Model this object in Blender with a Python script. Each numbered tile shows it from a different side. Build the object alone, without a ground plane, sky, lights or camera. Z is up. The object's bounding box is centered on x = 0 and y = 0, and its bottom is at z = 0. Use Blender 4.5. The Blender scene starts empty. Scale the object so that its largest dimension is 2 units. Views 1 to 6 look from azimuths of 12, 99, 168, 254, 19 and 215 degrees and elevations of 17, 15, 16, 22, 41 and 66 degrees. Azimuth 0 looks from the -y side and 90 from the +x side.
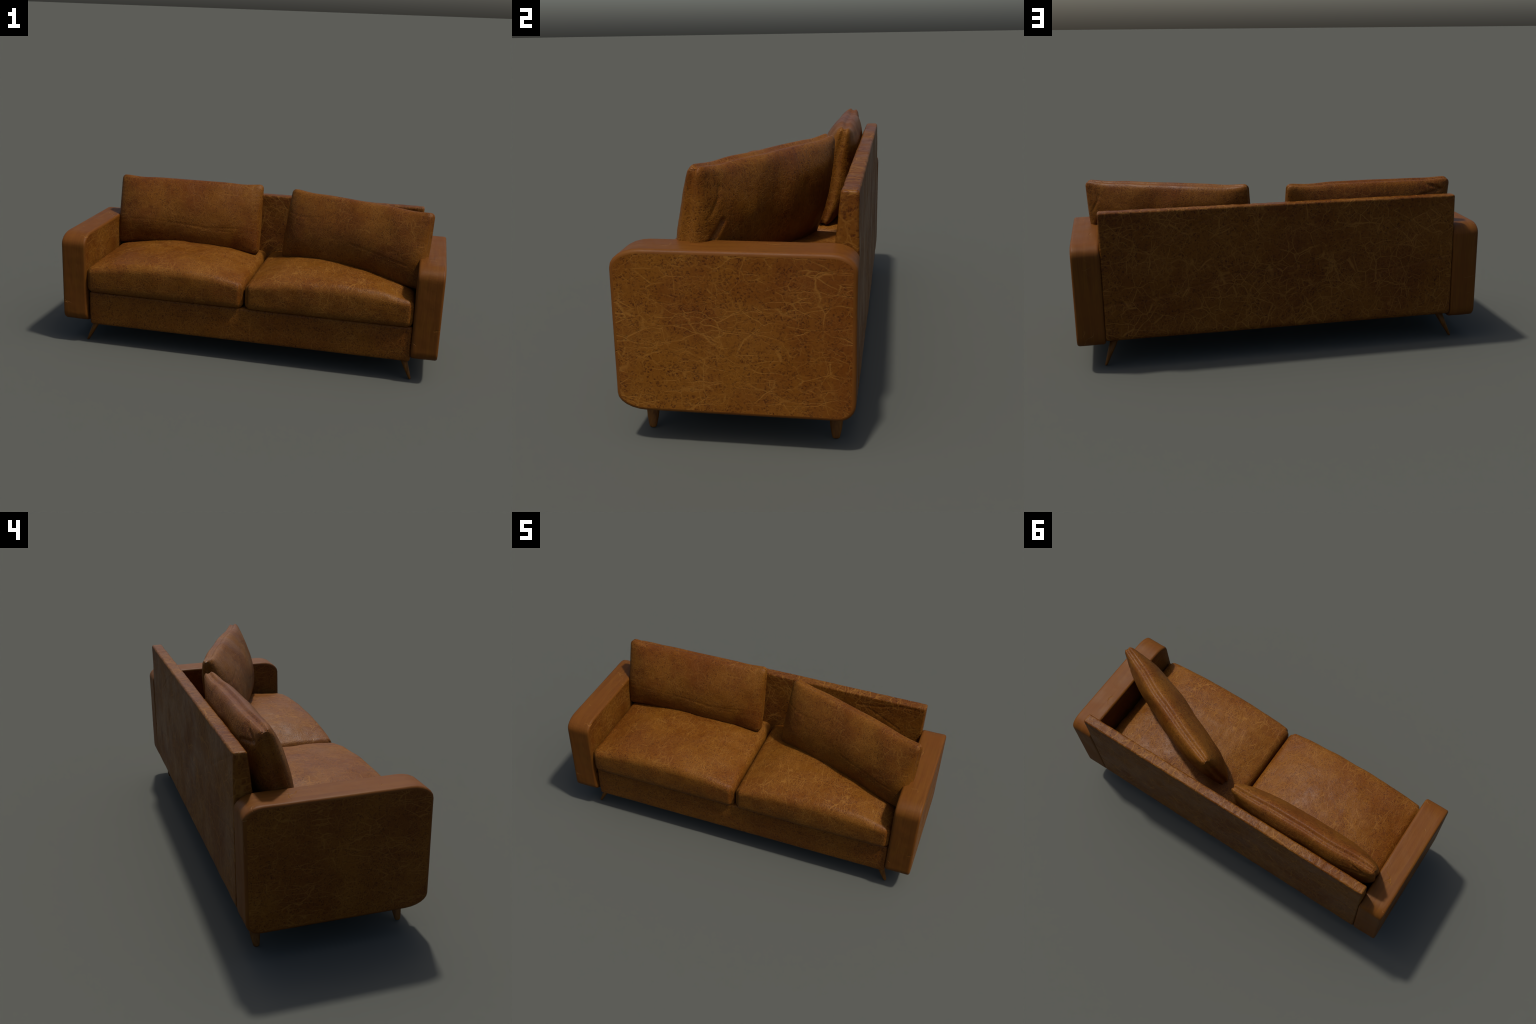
"""Two-seat brown leather sofa with two loose back cushions and splayed legs."""
import bpy, math
import numpy as np
from mathutils import Matrix, Vector, noise

# ------------------------------------------------------------------ helpers
def make_mesh(name, verts, faces, smooth=True):
    me = bpy.data.meshes.new(name)
    me.from_pydata([tuple(map(float, v)) for v in verts], [], [tuple(map(int, f)) for f in faces])
    me.validate()
    me.polygons.foreach_set("use_smooth", [smooth] * len(me.polygons))
    me.update()
    return me


def add_object(name, me, parent, material, matrix=None):
    ob = bpy.data.objects.new(name, me)
    bpy.context.scene.collection.objects.link(ob)
    ob.parent = parent
    if matrix is not None:
        ob.matrix_local = matrix
    if material is not None and not me.materials:
        me.materials.append(material)
    return ob


def smoothstep(a, b, x):
    t = np.clip((x - a) / (b - a), 0.0, 1.0)
    return t * t * (3 - 2 * t)


def fbm(points, scale, seed, octaves=3):
    off = Vector((seed * 17.31, seed * 5.77, seed * 9.13))
    return np.array([noise.fractal(Vector(p) * scale + off, 1.0, 2.0, octaves) for p in points])


def axis_samples(h, r, n, rings=4):
    """Positions along one axis of a rounded box: dense in the rounding, even between."""
    t = [r * math.tan(math.radians(45 * i / rings)) for i in range(1, rings + 1)]
    inner = list(np.linspace(-(h - r), h - r, n))
    return [-(h - r) - x for x in reversed(t)] + inner + [h - r + x for x in t]


def rounded_box(hx, hy, hz, r, nx, ny, nz, rings=4):
    """Closed box with rounded edges; returns vertices (N,3) and quads."""
    ax = [axis_samples(h, r, n, rings) for h, n in ((hx, nx), (hy, ny), (hz, nz))]
    size = [len(a) for a in ax]
    index, verts, faces = {}, [], []

    def vert(i, j, k):
        key = (i, j, k)
        if key not in index:
            p = np.array([ax[0][i], ax[1][j], ax[2][k]])
            q = np.clip(p, [-(hx - r), -(hy - r), -(hz - r)], [hx - r, hy - r, hz - r])
            d = p - q
            index[key] = len(verts)
            verts.append(q + d / np.linalg.norm(d) * r)
        return index[key]

    for axis in range(3):
        a, b = (axis + 1) % 3, (axis + 2) % 3
        for side in (0, size[axis] - 1):
            for i in range(size[a] - 1):
                for j in range(size[b] - 1):
                    quad = []
                    for di, dj in ((0, 0), (1, 0), (1, 1), (0, 1)):
                        key = [0, 0, 0]
                        key[axis], key[a], key[b] = side, i + di, j + dj
                        quad.append(vert(*key))
                    faces.append(quad if side else quad[::-1])
    return np.array(verts), faces


# ---------------------------------------------------------------- materials
class Nodes:
    def __init__(self, name):
        self.mat = bpy.data.materials.new(name)
        self.mat.use_nodes = True
        self.t = self.mat.node_tree
        self.bsdf = self.t.nodes["Principled BSDF"]

    def new(self, kind, **settings):
        n = self.t.nodes.new(kind)
        for k, v in settings.items():
            setattr(n, k, v)
        return n

    def put(self, socket, value):
        if isinstance(value, bpy.types.NodeSocket):
            self.t.links.new(value, socket)
        else:
            socket.default_value = value

    def coords(self, scale, seed):
        tc = self.new("ShaderNodeTexCoord")
        mp = self.new("ShaderNodeMapping")
        self.put(mp.inputs["Vector"], tc.outputs["Object"])
        mp.inputs["Scale"].default_value = scale if hasattr(scale, "__len__") else (scale,) * 3
        mp.inputs["Location"].default_value = (seed * 3.7, seed * 1.9, seed * 2.3)
        return mp.outputs["Vector"]

    def noise(self, vec, scale, detail=4.0, rough=0.55, distortion=0.0):
        n = self.new("ShaderNodeTexNoise")
        self.put(n.inputs["Vector"], vec)
        n.inputs["Scale"].default_value = scale
        n.inputs["Detail"].default_value = detail
        n.inputs["Roughness"].default_value = rough
        n.inputs["Distortion"].default_value = distortion
        return n

    def voronoi(self, vec, scale, feature="DISTANCE_TO_EDGE", randomness=1.0):
        n = self.new("ShaderNodeTexVoronoi", feature=feature)
        self.put(n.inputs["Vector"], vec)
        n.inputs["Scale"].default_value = scale
        n.inputs["Randomness"].default_value = randomness
        return n.outputs["Distance"]

    def ramp(self, fac, a, b, lo=0.0, hi=1.0):
        n = self.new("ShaderNodeMapRange", interpolation_type="SMOOTHSTEP")
        self.put(n.inputs["Value"], fac)
        n.inputs["From Min"].default_value = a
        n.inputs["From Max"].default_value = b
        n.inputs["To Min"].default_value = lo
        n.inputs["To Max"].default_value = hi
        return n.outputs["Result"]

    def math(self, op, a, b=0.0):
        n = self.new("ShaderNodeMath", operation=op)
        self.put(n.inputs[0], a)
        self.put(n.inputs[1], b)
        return n.outputs[0]

    def mix(self, fac, a, b):
        n = self.new("ShaderNodeMix", data_type="RGBA")
        self.put(n.inputs["Factor"], fac)
        self.put(n.inputs[6], a)
        self.put(n.inputs[7], b)
        return n.outputs[2]

    def warp(self, vec, scale, amount, detail=3.0):
        n = self.noise(vec, scale, detail)
        sub = self.new("ShaderNodeVectorMath", operation="SUBTRACT")
        self.put(sub.inputs[0], n.outputs["Color"])
        sub.inputs[1].default_value = (0.5, 0.5, 0.5)
        sc = self.new("ShaderNodeVectorMath", operation="SCALE")
        self.put(sc.inputs[0], sub.outputs[0])
        sc.inputs["Scale"].default_value = amount
        add = self.new("ShaderNodeVectorMath", operation="ADD")
        self.put(add.inputs[0], vec)
        self.put(add.inputs[1], sc.outputs[0])
        return add.outputs[0]

    def bump(self, height, strength, distance, normal=None):
        n = self.new("ShaderNodeBump")
        self.put(n.inputs["Height"], height)
        n.inputs["Strength"].default_value = strength
        n.inputs["Distance"].default_value = distance
        if normal is not None:
            self.put(n.inputs["Normal"], normal)
        return n.outputs["Normal"]


AMBER = (0.146, 0.0515, 0.0054, 1)
RUSSET = (0.106, 0.0295, 0.0034, 1)
PORE = (0.048, 0.0115, 0.0020, 1)
VEIN = (0.270, 0.122, 0.022, 1)


def leather(name, scale=1.0, seed=0.0, vein=1.0, mottle=1.0, pore=1.0, vein_scale=1.0,
            amber=AMBER, russet=RUSSET, roughness=0.46, drift=0.4):
    """Aniline leather: amber and russet clouds, dark pores, pale wandering veins, pebble grain."""
    m = Nodes(name)
    v = m.coords(scale, seed)
    cloud = m.ramp(m.noise(v, 4.5, 5.0, 0.6, 0.4).outputs["Fac"], 0.36, 0.66)
    colour = m.mix(m.math("MULTIPLY", cloud, 0.85 * mottle), amber, russet)

    # dark pores, thick in some places and thin in others
    pore_zone = m.ramp(m.noise(v, 9.0, 4.0, 0.6).outputs["Fac"], 0.36, 0.60, 0.55, 1.0)
    pit = m.ramp(m.voronoi(m.warp(v, 110.0, 0.016), 150.0, "F1"), 0.12, 0.66, 1.0, 0.0)
    speck = m.math("MULTIPLY", pit, m.ramp(m.noise(v, 60.0, 3.0, 0.65, 0.3).outputs["Fac"], 0.36, 0.62, 0.15, 1.0))
    specks = m.math("MULTIPLY", speck, pore_zone)
    colour = m.mix(m.math("MULTIPLY", specks, 1.05 * pore), colour, PORE)

    # crackle: short pale lines, only pieces of the net are visible
    wv = m.warp(m.warp(v, 12.0, 0.035), 60.0, 0.008)
    net = m.voronoi(wv, 34.0 * vein_scale)
    net_line = m.ramp(net, 0.0, 0.075, 1.0, 0.0)
    net_zone = m.ramp(m.noise(v, 24.0, 3.0, 0.6).outputs["Fac"], 0.44, 0.60)
    net_mask = m.math("MULTIPLY", net_line, net_zone)
    fine_net = m.ramp(m.voronoi(m.warp(v, 50.0, 0.012), 80.0), 0.0, 0.14, 1.0, 0.0)
    fine_mask = m.math("MULTIPLY", fine_net, m.ramp(m.noise(v, 15.0, 3.0).outputs["Fac"], 0.42, 0.62))

    # longer wandering veins on two sizes
    far = m.warp(m.warp(v, 4.0, 0.10), 22.0, 0.016)
    wide = m.ramp(m.voronoi(far, 9.0 * vein_scale), 0.0, 0.020, 1.0, 0.0)
    wide_zone = m.ramp(m.noise(v, 8.0, 4.0, 0.6).outputs["Fac"], 0.43, 0.58)
    near = m.warp(m.warp(v, 9.0, 0.06), 40.0, 0.012)
    thin = m.ramp(m.voronoi(near, 19.0 * vein_scale), 0.0, 0.034, 1.0, 0.0)
    thin_zone = m.ramp(m.noise(v, 13.0, 4.0, 0.65, 0.2).outputs["Fac"], 0.42, 0.60)
    veins = m.math("MAXIMUM", m.math("MULTIPLY", m.math("MULTIPLY", wide, wide_zone), 0.85),
                   m.math("MULTIPLY", m.math("MULTIPLY", thin, thin_zone), 0.65))
    # long hairlines drifting one way, crossed by a sparser set
    hair = None
    for turn, stretch, zone_scale, lo in ((drift, 0.22, 8.0, 0.40), (drift + 1.2, 0.28, 11.0, 0.46)):
        slant = m.new("ShaderNodeMapping")
        m.put(slant.inputs["Vector"], m.warp(m.warp(v, 5.0, 0.06), 30.0, 0.006))
        slant.inputs["Rotation"].default_value = (turn, 0.5 * turn, turn)
        slant.inputs["Scale"].default_value = (1.0, stretch, 1.0)
        line = m.ramp(m.voronoi(slant.outputs["Vector"], 24.0 * vein_scale), 0.0, 0.034, 1.0, 0.0)
        line = m.math("MULTIPLY", line, m.ramp(m.noise(v, zone_scale, 3.0, 0.6).outputs["Fac"], lo, 0.60))
        hair = line if hair is None else m.math("MAXIMUM", hair, line)
    veins = m.math("MAXIMUM", veins, m.math("MULTIPLY", hair, 0.85))
    lines = m.math("MAXIMUM", veins, m.math("MAXIMUM", m.math("MULTIPLY", net_mask, 0.42), m.math("MULTIPLY", fine_mask, 0.30)))
    colour = m.mix(m.math("MULTIPLY", lines, 0.56 * vein), colour, VEIN)
    m.put(m.bsdf.inputs["Base Color"], colour)

    rough = m.ramp(m.noise(v, 8.0, 4.0).outputs["Fac"], 0.3, 0.7, roughness - 0.10, roughness + 0.10)
    m.put(m.bsdf.inputs["Roughness"], rough)
    m.bsdf.inputs["Specular IOR Level"].default_value = 0.11

    n1 = m.bump(m.math("MULTIPLY", speck, -1.0), 0.35, 0.0010)
    n2 = m.bump(m.math("MULTIPLY", m.math("MAXIMUM", net_mask, fine_mask), -1.0), 0.30, 0.0010, n1)
    n3 = m.bump(m.math("MULTIPLY", veins, -1.0), 0.28, 0.0012, n2)
    n4 = m.bump(m.noise(v, 14.0, 4.0, 0.6).outputs["Fac"], 0.25, 0.004, n3)
    m.put(m.bsdf.inputs["Normal"], n4)
    return m.mat


def smooth_hide(name, seed):
    """Polished band round the arms: fine streaks running along the band, few scratches."""
    m = Nodes(name)
    v = m.coords((1, 1, 1), seed)
    long = m.coords((26.0, 1.6, 1.6), seed + 1)
    streak = m.ramp(m.noise(long, 2.2, 6.0, 0.65, 0.5).outputs["Fac"], 0.34, 0.68)
    cloud = m.ramp(m.noise(v, 5.0, 4.0, 0.55, 0.5).outputs["Fac"], 0.35, 0.65)
    colour = m.mix(streak, (0.130, 0.0470, 0.0054, 1), (0.098, 0.0310, 0.0036, 1))
    colour = m.mix(m.math("MULTIPLY", cloud, 0.55), colour, (0.126, 0.039, 0.0050, 1))
    fibres = m.ramp(m.noise(m.coords((120.0, 5.0, 5.0), seed + 2), 2.0, 4.0, 0.6).outputs["Fac"], 0.5, 0.72)
    colour = m.mix(m.math("MULTIPLY", fibres, 0.30), colour, (0.082, 0.023, 0.0042, 1))
    far = m.warp(m.warp(v, 4.0, 0.2), 16.0, 0.05)
    scratch = m.math("MULTIPLY", m.ramp(m.voronoi(far, 8.0), 0.0, 0.022, 1.0, 0.0),
                     m.ramp(m.noise(v, 9.0, 3.0).outputs["Fac"], 0.56, 0.66))
    colour = m.mix(m.math("MULTIPLY", scratch, 0.35), colour, VEIN)
    m.put(m.bsdf.inputs["Base Color"], colour)
    m.put(m.bsdf.inputs["Roughness"], m.ramp(cloud, 0, 1, 0.46, 0.55))
    m.bsdf.inputs["Specular IOR Level"].default_value = 0.12
    n1 = m.bump(streak, 0.10, 0.002)
    n2 = m.bump(m.math("MULTIPLY", scratch, -1.0), 0.6, 0.003, n1)
    n3 = m.bump(m.noise(v, 11.0, 3.0).outputs["Fac"], 0.25, 0.006, n2)
    m.put(m.bsdf.inputs["Normal"], n3)
    return m.mat


def leg_wood(name):
    m = Nodes(name)
    v = m.coords((40.0, 40.0, 4.0), 2.0)
    grain = m.noise(v, 2.0, 5.0, 0.6, 0.8).outputs["Fac"]
    m.put(m.bsdf.inputs["Base Color"], m.mix(m.ramp(grain, 0.3, 0.7), (0.150, 0.060, 0.0105, 1), (0.085, 0.030, 0.0055, 1)))
    m.bsdf.inputs["Roughness"].default_value = 0.5
    m.bsdf.inputs["Specular IOR Level"].default_value = 0.12
    m.put(m.bsdf.inputs["Normal"], m.bump(grain, 0.15, 0.001))
    return m.mat


# -------------------------------------------------------------------- parts
sofa = bpy.data.objects.new("leather_sofa", None)
bpy.context.scene.collection.objects.link(sofa)
sofa["label"] = "brown leather two-seat sofa with loose back cushions"
sofa["category"] = "sofa"

# ---- arms: a rounded slab (y-z outline, elliptical corners) with soft edges
ARM = dict(y0=-0.346, y1=0.360, z0=0.116, z1=0.612, inner=0.866, outer=1.0, bevel=0.012)


def arm_outline(inset):
    """Closed y-z loop; corner radii shrink with the inset."""
    corners = (  # centre side, radius in y, radius in z, start angle
        (1, 1, 0.072, 0.050, 0), (-1, 1, 0.092, 0.058, 90),
        (-1, -1, 0.090, 0.052, 180), (1, -1, 0.050, 0.052, 270))
    out = []
    for sy, sz, ry, rz, a0 in corners:
        cy = (ARM["y1"] - ry) if sy > 0 else (ARM["y0"] + ry)
        cz = (ARM["z1"] - rz) if sz > 0 else (ARM["z0"] + rz)
        for i in range(7):
            a = math.radians(a0 + 15 * i)
            out.append((cy + (ry - inset) * math.cos(a), cz + (rz - inset) * math.sin(a)))
    # even subdivision of the straight runs so that the slab can carry dents
    dense = []
    for p, q in zip(out, out[1:] + out[:1]):
        n = max(1, int(math.dist(p, q) / 0.012))
        for k in range(n):
            dense.append((p[0] + (q[0] - p[0]) * k / n, p[1] + (q[1] - p[1]) * k / n))
    return dense


def resample(loop, n):
    pts = np.array(loop + loop[:1])
    s = np.concatenate([[0], np.cumsum(np.linalg.norm(np.diff(pts, axis=0), axis=1))])
    u = np.linspace(0, s[-1], n, endpoint=False)
    return np.stack([np.interp(u, s, pts[:, 0]), np.interp(u, s, pts[:, 1])], 1)


def build_arm(sign, band_material, outer_material, inner_material):
    b = ARM["bevel"]
    base = arm_outline(0.0)
    n = len(base)
    steps = 5
    sections = []                                     # (x, inset)
    for i in range(steps + 1):
        a = math.radians(90 * i / steps)
        sections.append((ARM["inner"] + b - b * math.cos(a), b - b * math.sin(a)))
    width = np.linspace(ARM["inner"] + b, ARM["outer"] - b, 12)[1:-1]
    sections += [(x, 0.0) for x in width]
    for i in range(steps + 1):
        a = math.radians(90 * i / steps)
        sections.append((ARM["outer"] - b + b * math.sin(a), b - b * math.cos(a)))
    # matching points: move the base loop along its own inward normal
    pts = np.array(base)
    tan = np.roll(pts, -1, 0) - np.roll(pts, 1, 0)
    tan /= np.linalg.norm(tan, axis=1)[:, None]
    inward = np.stack([-tan[:, 1], tan[:, 0]], 1)
    verts, faces = [], []
    for x, inset in sections:
        for (y, z), d in zip(pts, inward):
            verts.append((sign * x, y + d[0] * inset, z + d[1] * inset))
    verts = np.array(verts)
    m = len(sections)
    for s in range(m - 1):
        for i in range(n):
            j = (i + 1) % n
            f = [s * n + i, s * n + j, (s + 1) * n + j, (s + 1) * n + i]
            faces.append(f if sign < 0 else f[::-1])
    # hide lumps: a few millimetres, fading to nothing at the borders with the side panels
    fade = np.minimum(1, np.minimum(np.abs(verts[:, 0]) - ARM["inner"], ARM["outer"] - np.abs(verts[:, 0])) / 0.03)
    lump = fbm(verts, 9.0, 3 + sign) * 0.0016 * fade
    d3 = np.tile(np.stack([np.zeros(n), inward[:, 0], inward[:, 1]], 1), (m, 1))
    edge = np.tile(np.abs(pts[:, 0]) < 2, m)
    verts = verts - d3 * (lump * edge)[:, None]
    arm = add_object("arm", make_mesh("arm", verts, faces), sofa, band_material)
    for k, mat in ((0, inner_material), (m - 1, outer_material)):
        ring = verts[k * n:(k + 1) * n]
        centre = ring.mean(0)
        pv, pf, rings = [], [], 8
        for r in range(rings):
            pv += list(centre + (ring - centre) * (1 - r / rings))
        pv.append(centre)
        if k == 0:                                    # the lining is lightly padded
            for q in range(len(pv)):
                r = q // n / rings
                pv[q] = pv[q] - np.array([sign * 0.002 * float(smoothstep(0.0, 0.5, r)), 0, 0])
        for r in range(rings):
            for i in range(n):
                j = (i + 1) % n
                if r < rings - 1:
                    f = [r * n + i, r * n + j, (r + 1) * n + j, (r + 1) * n + i]
                else:
                    f = [r * n + i, r * n + j, rings * n]
                up = (k == 0) == (sign < 0)
                pf.append(f[::-1] if up else f)
        add_object("side_panel", make_mesh("side_panel", np.array(pv), pf), arm, mat)
    return arm


band = smooth_hide("polished_arm_hide", 1.0)
build_arm(1, band, leather("arm_panel_leather", 0.86, 4.0, vein=0.9, pore=1.0), leather("arm_lining_leather", 1.0, 9.0, vein=0.9))
build_arm(-1, band, leather("arm_panel_leather", 0.95, 21.0, vein=0.8, pore=1.0), leather("arm_lining_leather", 1.0, 13.0, vein=1.0))

def groove(px, py, path, width, depth):
    """Soft furrow along a polyline in cushion space."""
    best = np.full(px.shape, 1e9)
    for (ax, ay), (bx, by) in zip(path, path[1:]):
        dx, dy = bx - ax, by - ay
        s = np.clip(((px - ax) * dx + (py - ay) * dy) / (dx * dx + dy * dy), 0, 1)
        best = np.minimum(best, np.hypot(px - ax - s * dx, py - ay - s * dy))
    ends = 1.0
    return -depth * np.exp(-(best / width) ** 2) * ends


# ---- backrest: a slab whose front face leans back
def build_backrest():
    hx, hy, hz, r = 0.867, 0.03, 0.3138, 0.010
    v, f = rounded_box(hx, hy, hz, r, 330, 5, 120)
    t = (v[:, 2] + hz) / (2 * hz)                     # 0 bottom .. 1 top
    front, back = 0.240 + 0.062 * t, 0.361 - 0.006 * t
    s = (v[:, 1] + hy) / (2 * hy)
    out = v.copy()
    k = np.clip(s, 0, 1)
    out[:, 1] = front + (back - front) * k
    out[:, 2] = v[:, 2] + 0.1355 + hz
    out[:, 1] -= 0.018 * np.clip(1 - (out[:, 2] - 0.138) / 0.030, 0, 1) ** 2 * k   # tucked-under hem
    # crumpled top edge
    wave = fbm(out * [1, 1, 1], 22.0, 2.0) * 0.0016 + fbm(out, 60.0, 5.0, 2) * 0.0008
    out[:, 2] += wave * smoothstep(0.72, 0.76, out[:, 2])
    out[:, 1] += fbm(out, 12.0, 8.0) * 0.0012
    # shallow folds in the hide: (x, z) paths on the rear and on the front
    rear = [[(0.867, 0.325), (0.70, 0.33), (0.44, 0.385), (0.24, 0.435), (-0.25, 0.470)],
            [(0.56, 0.61), (0.42, 0.69), (0.28, 0.745)],
            [(-0.34, 0.375), (-0.66, 0.425), (-0.86, 0.465)], [(-0.52, 0.60), (-0.70, 0.68), (-0.86, 0.755)]]
    front_folds = [[(0.49, 0.70), (0.60, 0.71), (0.70, 0.735), (0.82, 0.745)], [(0.55, 0.69), (0.66, 0.64), (0.74, 0.60)]]
    for path in rear:
        out[:, 1] += groove(out[:, 0], out[:, 2], path, 0.005, 0.0018) * (k > 0.5)
    for path in front_folds:
        out[:, 1] -= groove(out[:, 0], out[:, 2], path, 0.005, 0.0018) * (k < 0.5)
    return out, f


v, f = build_backrest()
add_object("backrest", make_mesh("backrest", v, f), sofa,
           leather("backrest_leather", 0.66, 6.0, drift=1.7, vein=1.0, pore=1.1, mottle=1.1, vein_scale=0.8, roughness=0.46,
                   amber=(0.126, 0.0440, 0.0047, 1), russet=(0.094, 0.0262, 0.0030, 1)))

# ---- base frame under the seats
hx, r = 0.8600, 0.014
v, f = rounded_box(hx, 0.30, 0.094, r, 110, 30, 14)
v[:, 0] += 0.0065                                    # sits closer to one arm
v[:, 1] += -0.332 + 0.30
v[:, 2] += 0.111 + 0.094
v[:, 1] -= 0.004 * np.sin(np.clip((v[:, 2] - 0.117) / 0.18, 0, 1) * math.pi) * (v[:, 1] < -0.25)
v[:, 1] += fbm(v, 10.0, 4.0) * 0.0012 * (v[:, 1] < -0.25)
add_object("base_frame", make_mesh("base_frame", v, f), sofa,
           leather("base_leather", 0.95, 15.0, vein=0.55, pore=1.25, mottle=0.8))


# ---- seat cushions: boxes with rounded edges, crowned top and bowed front
def build_seat(sign, seed):
    x0, x1 = 0.004, 0.8655
    y0, y1, z0, z1 = -0.350, 0.300, 0.296, 0.432
    hx, hy, hz = (x1 - x0) / 2, (y1 - y0) / 2, (z1 - z0) / 2
    v, f = rounded_box(hx, hy, hz, 0.032, 100, 74, 10, rings=6)
    rc = 0.030                                        # front corners are rounded in plan
    q = np.stack([np.clip(v[:, 0], -(hx - rc), hx - rc), np.maximum(v[:, 1], -(hy - rc))], 1)
    d = v[:, :2] - q
    l2 = np.maximum(np.hypot(d[:, 0], d[:, 1]), 1e-9)
    shrink = np.where(d[:, 1] < 0, np.abs(d).max(1) / l2, 1.0)
    v[:, :2] = q + d * shrink[:, None]
    u, w, t = v[:, 0] / hx, v[:, 1] / hy, (v[:, 2] + hz) / (2 * hz)
    wu = np.clip(1 - np.abs(u) ** 2.4, 0, 1)
    ww = np.where(w < 0, 1 - 0.45 * np.abs(w) ** 3.0, 1 - 0.65 * np.abs(w) ** 1.6)
    v[:, 2] += 0.077 * wu * ww * smoothstep(0.0, 1.0, t)
    # lower rounding is tighter, front bows out in the middle
    bow = wu * np.sin(np.clip(t, 0, 1) * math.pi) ** 0.7
    v[:, 1] -= 0.010 * bow * smoothstep(-0.55, -1.0, w)
    out = v + [sign * (x0 + hx), (y0 + y1) / 2, z0 + hz]
    n = fbm(out, 7.0, seed) * 0.004 + fbm(out, 22.0, seed + 1) * 0.0010
    out[:, 2] += n * smoothstep(0.5, 1.0, t)
    out[:, 1] += fbm(out, 8.0, seed + 2) * 0.002 * smoothstep(-0.8, -1.0, w)
    return out, f


for sign, seed, mat in ((-1, 3.0, leather("seat_leather", 1.05, 30.0, vein=0.75, mottle=0.9, drift=0.9)),
                        (1, 7.0, leather("seat_leather", 1.05, 37.0, vein=1.0, mottle=0.7, drift=0.25))):
    v, f = build_seat(sign, seed)
    add_object("seat_cushion", make_mesh("seat_cushion", v, f), sofa, mat)


# ---- loose back cushions: pillow with a sunken seam between two lips
def build_pillow(seed, front_creases, rear_creases, front_depth=0.098, rear_depth=0.088):
    hw, hh = 0.423, 0.204
    rim = [0.0, 0.0008, 0.0025, 0.005, 0.009, 0.014, 0.020, 0.028]

    def samples(h, n):
        inner = list(np.linspace(-(h - 0.036), h - 0.036, n))
        return [-(h - d) for d in rim] + inner + [h - d for d in reversed(rim)]

    xs, ys = samples(hw, 130), samples(hh, 64)
    nx, ny = len(xs), len(ys)
    X, Y = np.meshgrid(xs, ys, indexing="ij")
    U, V = X / hw, Y / hh
    dist = np.minimum(hw - np.abs(X), hh - np.abs(Y))

    # in-plane outline: rounded corners, edges drawn in between the ears, sunken seam
    rc = 0.030
    qx, qy = np.clip(X, -(hw - rc), hw - rc), np.clip(Y, -(hh - rc), hh - rc)
    dx, dy = X - qx, Y - qy
    l2, linf = np.hypot(dx, dy), np.maximum(np.abs(dx), np.abs(dy))
    s = np.where(l2 > 1e-9, linf / np.maximum(l2, 1e-9), 1.0)
    PX, PY = qx + dx * s, qy + dy * s
    PX *= 1 - 0.002 * (1 - np.abs(V) ** 3)
    PY *= 1 - 0.022 * (1 - np.abs(U) ** 4) - 0.026 * np.exp(-((np.abs(U) - 0.72) / 0.17) ** 2)
    sink = 0.011 * np.clip(1 - dist / 0.004, 0, 1) ** 1.5
    PX -= np.sign(X) * sink * (hw - np.abs(X) < 0.006)
    PY -= np.sign(Y) * sink * (hh - np.abs(Y) < 0.006)

    lip = 0.019 * np.sqrt(np.clip(1 - (1 - np.clip(dist / 0.022, 0, 1)) ** 2, 0, 1))
    vv = V + 0.10 * (1 - V * V)                       # belly sits below the middle
    belly = (np.clip(1 - np.abs(U) ** 3.8, 0, 1) ** 0.62) * (np.clip(1 - np.abs(vv) ** 2.1, 0, 1) ** 0.72)
    flat = np.stack([PX.ravel(), PY.ravel(), np.zeros(X.size)], 1)
    sway = (fbm(flat, 3.0, seed + 4, 2) * 0.012).reshape(X.shape)
    sheets = []
    for side, depth, creases in ((-1, front_depth, front_creases), (1, rear_depth, rear_creases)):
        pts = flat + [0, 0, side]
        n = (fbm(pts, 5.0, seed) * 0.004 + fbm(pts, 20.0, seed + 1) * 0.0007).reshape(X.shape)
        t = lip + (depth - 0.019) * belly + n * smoothstep(0.0, 0.08, dist)
        for path, width, amount in creases:
            t = t + groove(PX, PY, path, width, amount) * smoothstep(0.0, 0.03, dist)
        # short gathers where the hide is sewn in
        along = np.where(hw - np.abs(X) < hh - np.abs(Y), PY, PX)
        t = t + 0.0005 * np.sin(along * 190 + 3 * np.sin(along * 41 + seed)) * np.exp(-((dist - 0.03) / 0.018) ** 2)
        t = np.where(dist < 1e-6, 0.0, np.maximum(t, 0.0005))
        sheets.append(side * t + sway)
    verts, faces = [], []
    ids = np.zeros((2, nx, ny), int)
    for k in range(2):
        for i in range(nx):
            for j in range(ny):
                border = i in (0, nx - 1) or j in (0, ny - 1)
                if k == 1 and border:
                    ids[1, i, j] = ids[0, i, j]
                    continue
                ids[k, i, j] = len(verts)
                # local frame: x width, y depth (negative = sitter's side), z height
                verts.append((PX[i, j], sheets[k][i, j], PY[i, j]))
        for i in range(nx - 1):
            for j in range(ny - 1):
                q = [ids[k, i, j], ids[k, i + 1, j], ids[k, i + 1, j + 1], ids[k, i, j + 1]]
                faces.append(q if k == 0 else q[::-1])
    return np.array(verts), faces


def place(x, y, z, turn, lean):
    return Matrix.Translation((x, y, z)) @ Matrix.Rotation(math.radians(turn), 4, "Z") @ Matrix.Rotation(math.radians(-lean), 4, "X")


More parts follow.
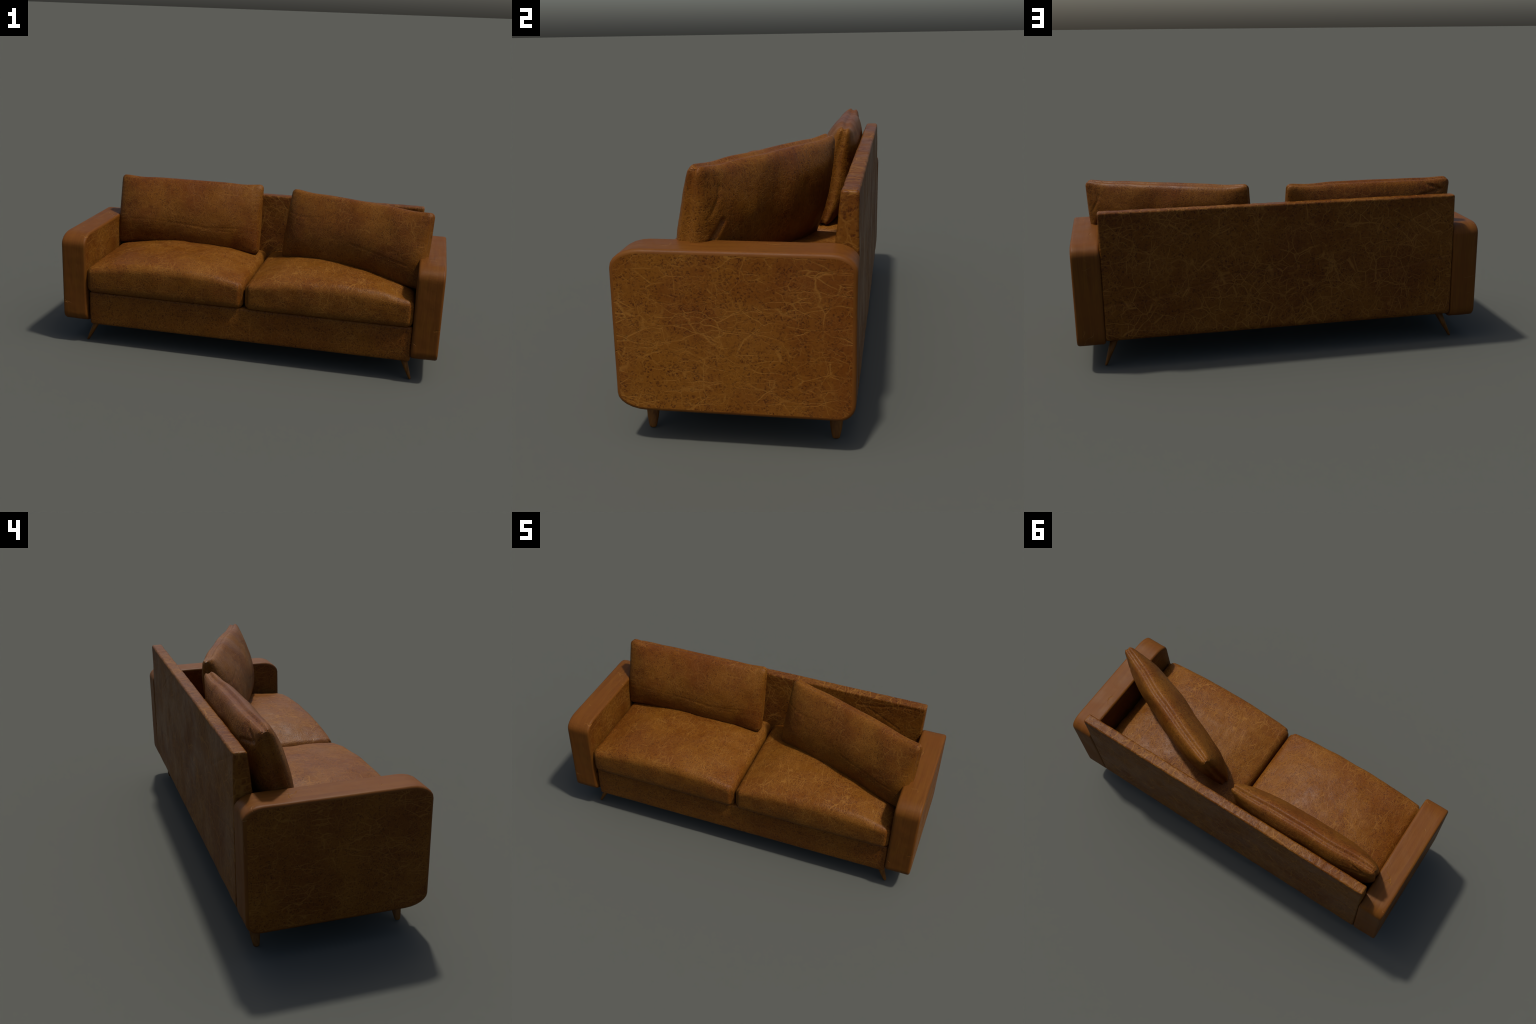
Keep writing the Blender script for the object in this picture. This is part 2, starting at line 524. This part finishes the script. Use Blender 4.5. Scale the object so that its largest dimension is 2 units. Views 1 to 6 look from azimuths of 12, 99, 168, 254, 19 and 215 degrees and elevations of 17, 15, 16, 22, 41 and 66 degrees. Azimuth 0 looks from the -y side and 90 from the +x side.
left_front = [([(-0.38, -0.06), (-0.25, -0.045), (-0.05, -0.055)], 0.004, 0.0008),
              ([(-0.05, -0.055), (0.12, -0.068), (0.30, -0.060)], 0.004, 0.0016),
              ([(0.10, -0.075), (0.26, -0.082)], 0.004, 0.0012)]
left_rear = [([(-0.275, 0.185), (-0.33, 0.165), (-0.372, 0.150)], 0.005, 0.008),
             ([(-0.372, 0.150), (-0.31, 0.138), (-0.25, 0.130)], 0.005, 0.005)]
right_front = [([(0.02, -0.030), (0.18, -0.055), (0.34, -0.085)], 0.004, 0.0016),
               ([(0.12, -0.060), (0.30, -0.095)], 0.004, 0.0012),
               ([(-0.40, 0.07), (-0.30, 0.055), (-0.18, 0.075)], 0.005, 0.0012)]
right_rear = [([(0.335, 0.040), (0.365, -0.010), (0.395, -0.070)], 0.007, 0.013),
              ([(0.38, 0.06), (0.35, 0.11), (0.34, 0.14)], 0.005, 0.003)]

for seed, fc, rc_, where, mat in (
        (2.0, left_front, left_rear, place(-0.453, 0.205, 0.640, 0.8, 11.5), leather("cushion_leather", 1.05, 50.0, vein=0.7, mottle=1.2, drift=1.3)),
        (5.0, right_front, right_rear, place(0.519, 0.021, 0.640, -22.6, 11.5), leather("cushion_leather", 1.05, 57.0, vein=0.7, mottle=1.0, drift=0.6))):
    v, f = build_pillow(seed, fc, rc_)
    add_object("back_cushion", make_mesh("back_cushion", v, f), sofa, mat, where)

# ---- legs: slender tapered pegs splayed outwards
wood = leg_wood("leg_wood")
rings = [(0.0, 0.0050, 0.0085), (0.003, 0.0068, 0.0115), (0.010, 0.0078, 0.0135), (0.030, 0.0098, 0.0180), (0.060, 0.0135, 0.0215), (0.132, 0.0205, 0.0260)]
for sx, sy, foot, top in ((-1, -1, (-0.888, -0.281), (-0.826, -0.287)), (1, -1, (0.874, -0.281), (0.830, -0.287)),
                          (-1, 1, (-0.896, 0.295), (-0.834, 0.293)), (1, 1, (0.874, 0.295), (0.830, 0.293))):
    verts, faces, n = [], [], 24
    for h, rx, ry in rings:
        k = h / 0.12
        cx, cy = foot[0] + (top[0] - foot[0]) * k, foot[1] + (top[1] - foot[1]) * k
        verts += [(cx + rx * math.cos(2 * math.pi * i / n), cy + ry * math.sin(2 * math.pi * i / n), h) for i in range(n)]
    for k in range(len(rings) - 1):
        faces += [(k * n + i, k * n + (i + 1) % n, (k + 1) * n + (i + 1) % n, (k + 1) * n + i) for i in range(n)]
    faces.append(tuple(reversed(range(n))))
    faces.append(tuple((len(rings) - 1) * n + i for i in range(n)))
    add_object("leg", make_mesh("leg", verts, faces), sofa, wood)
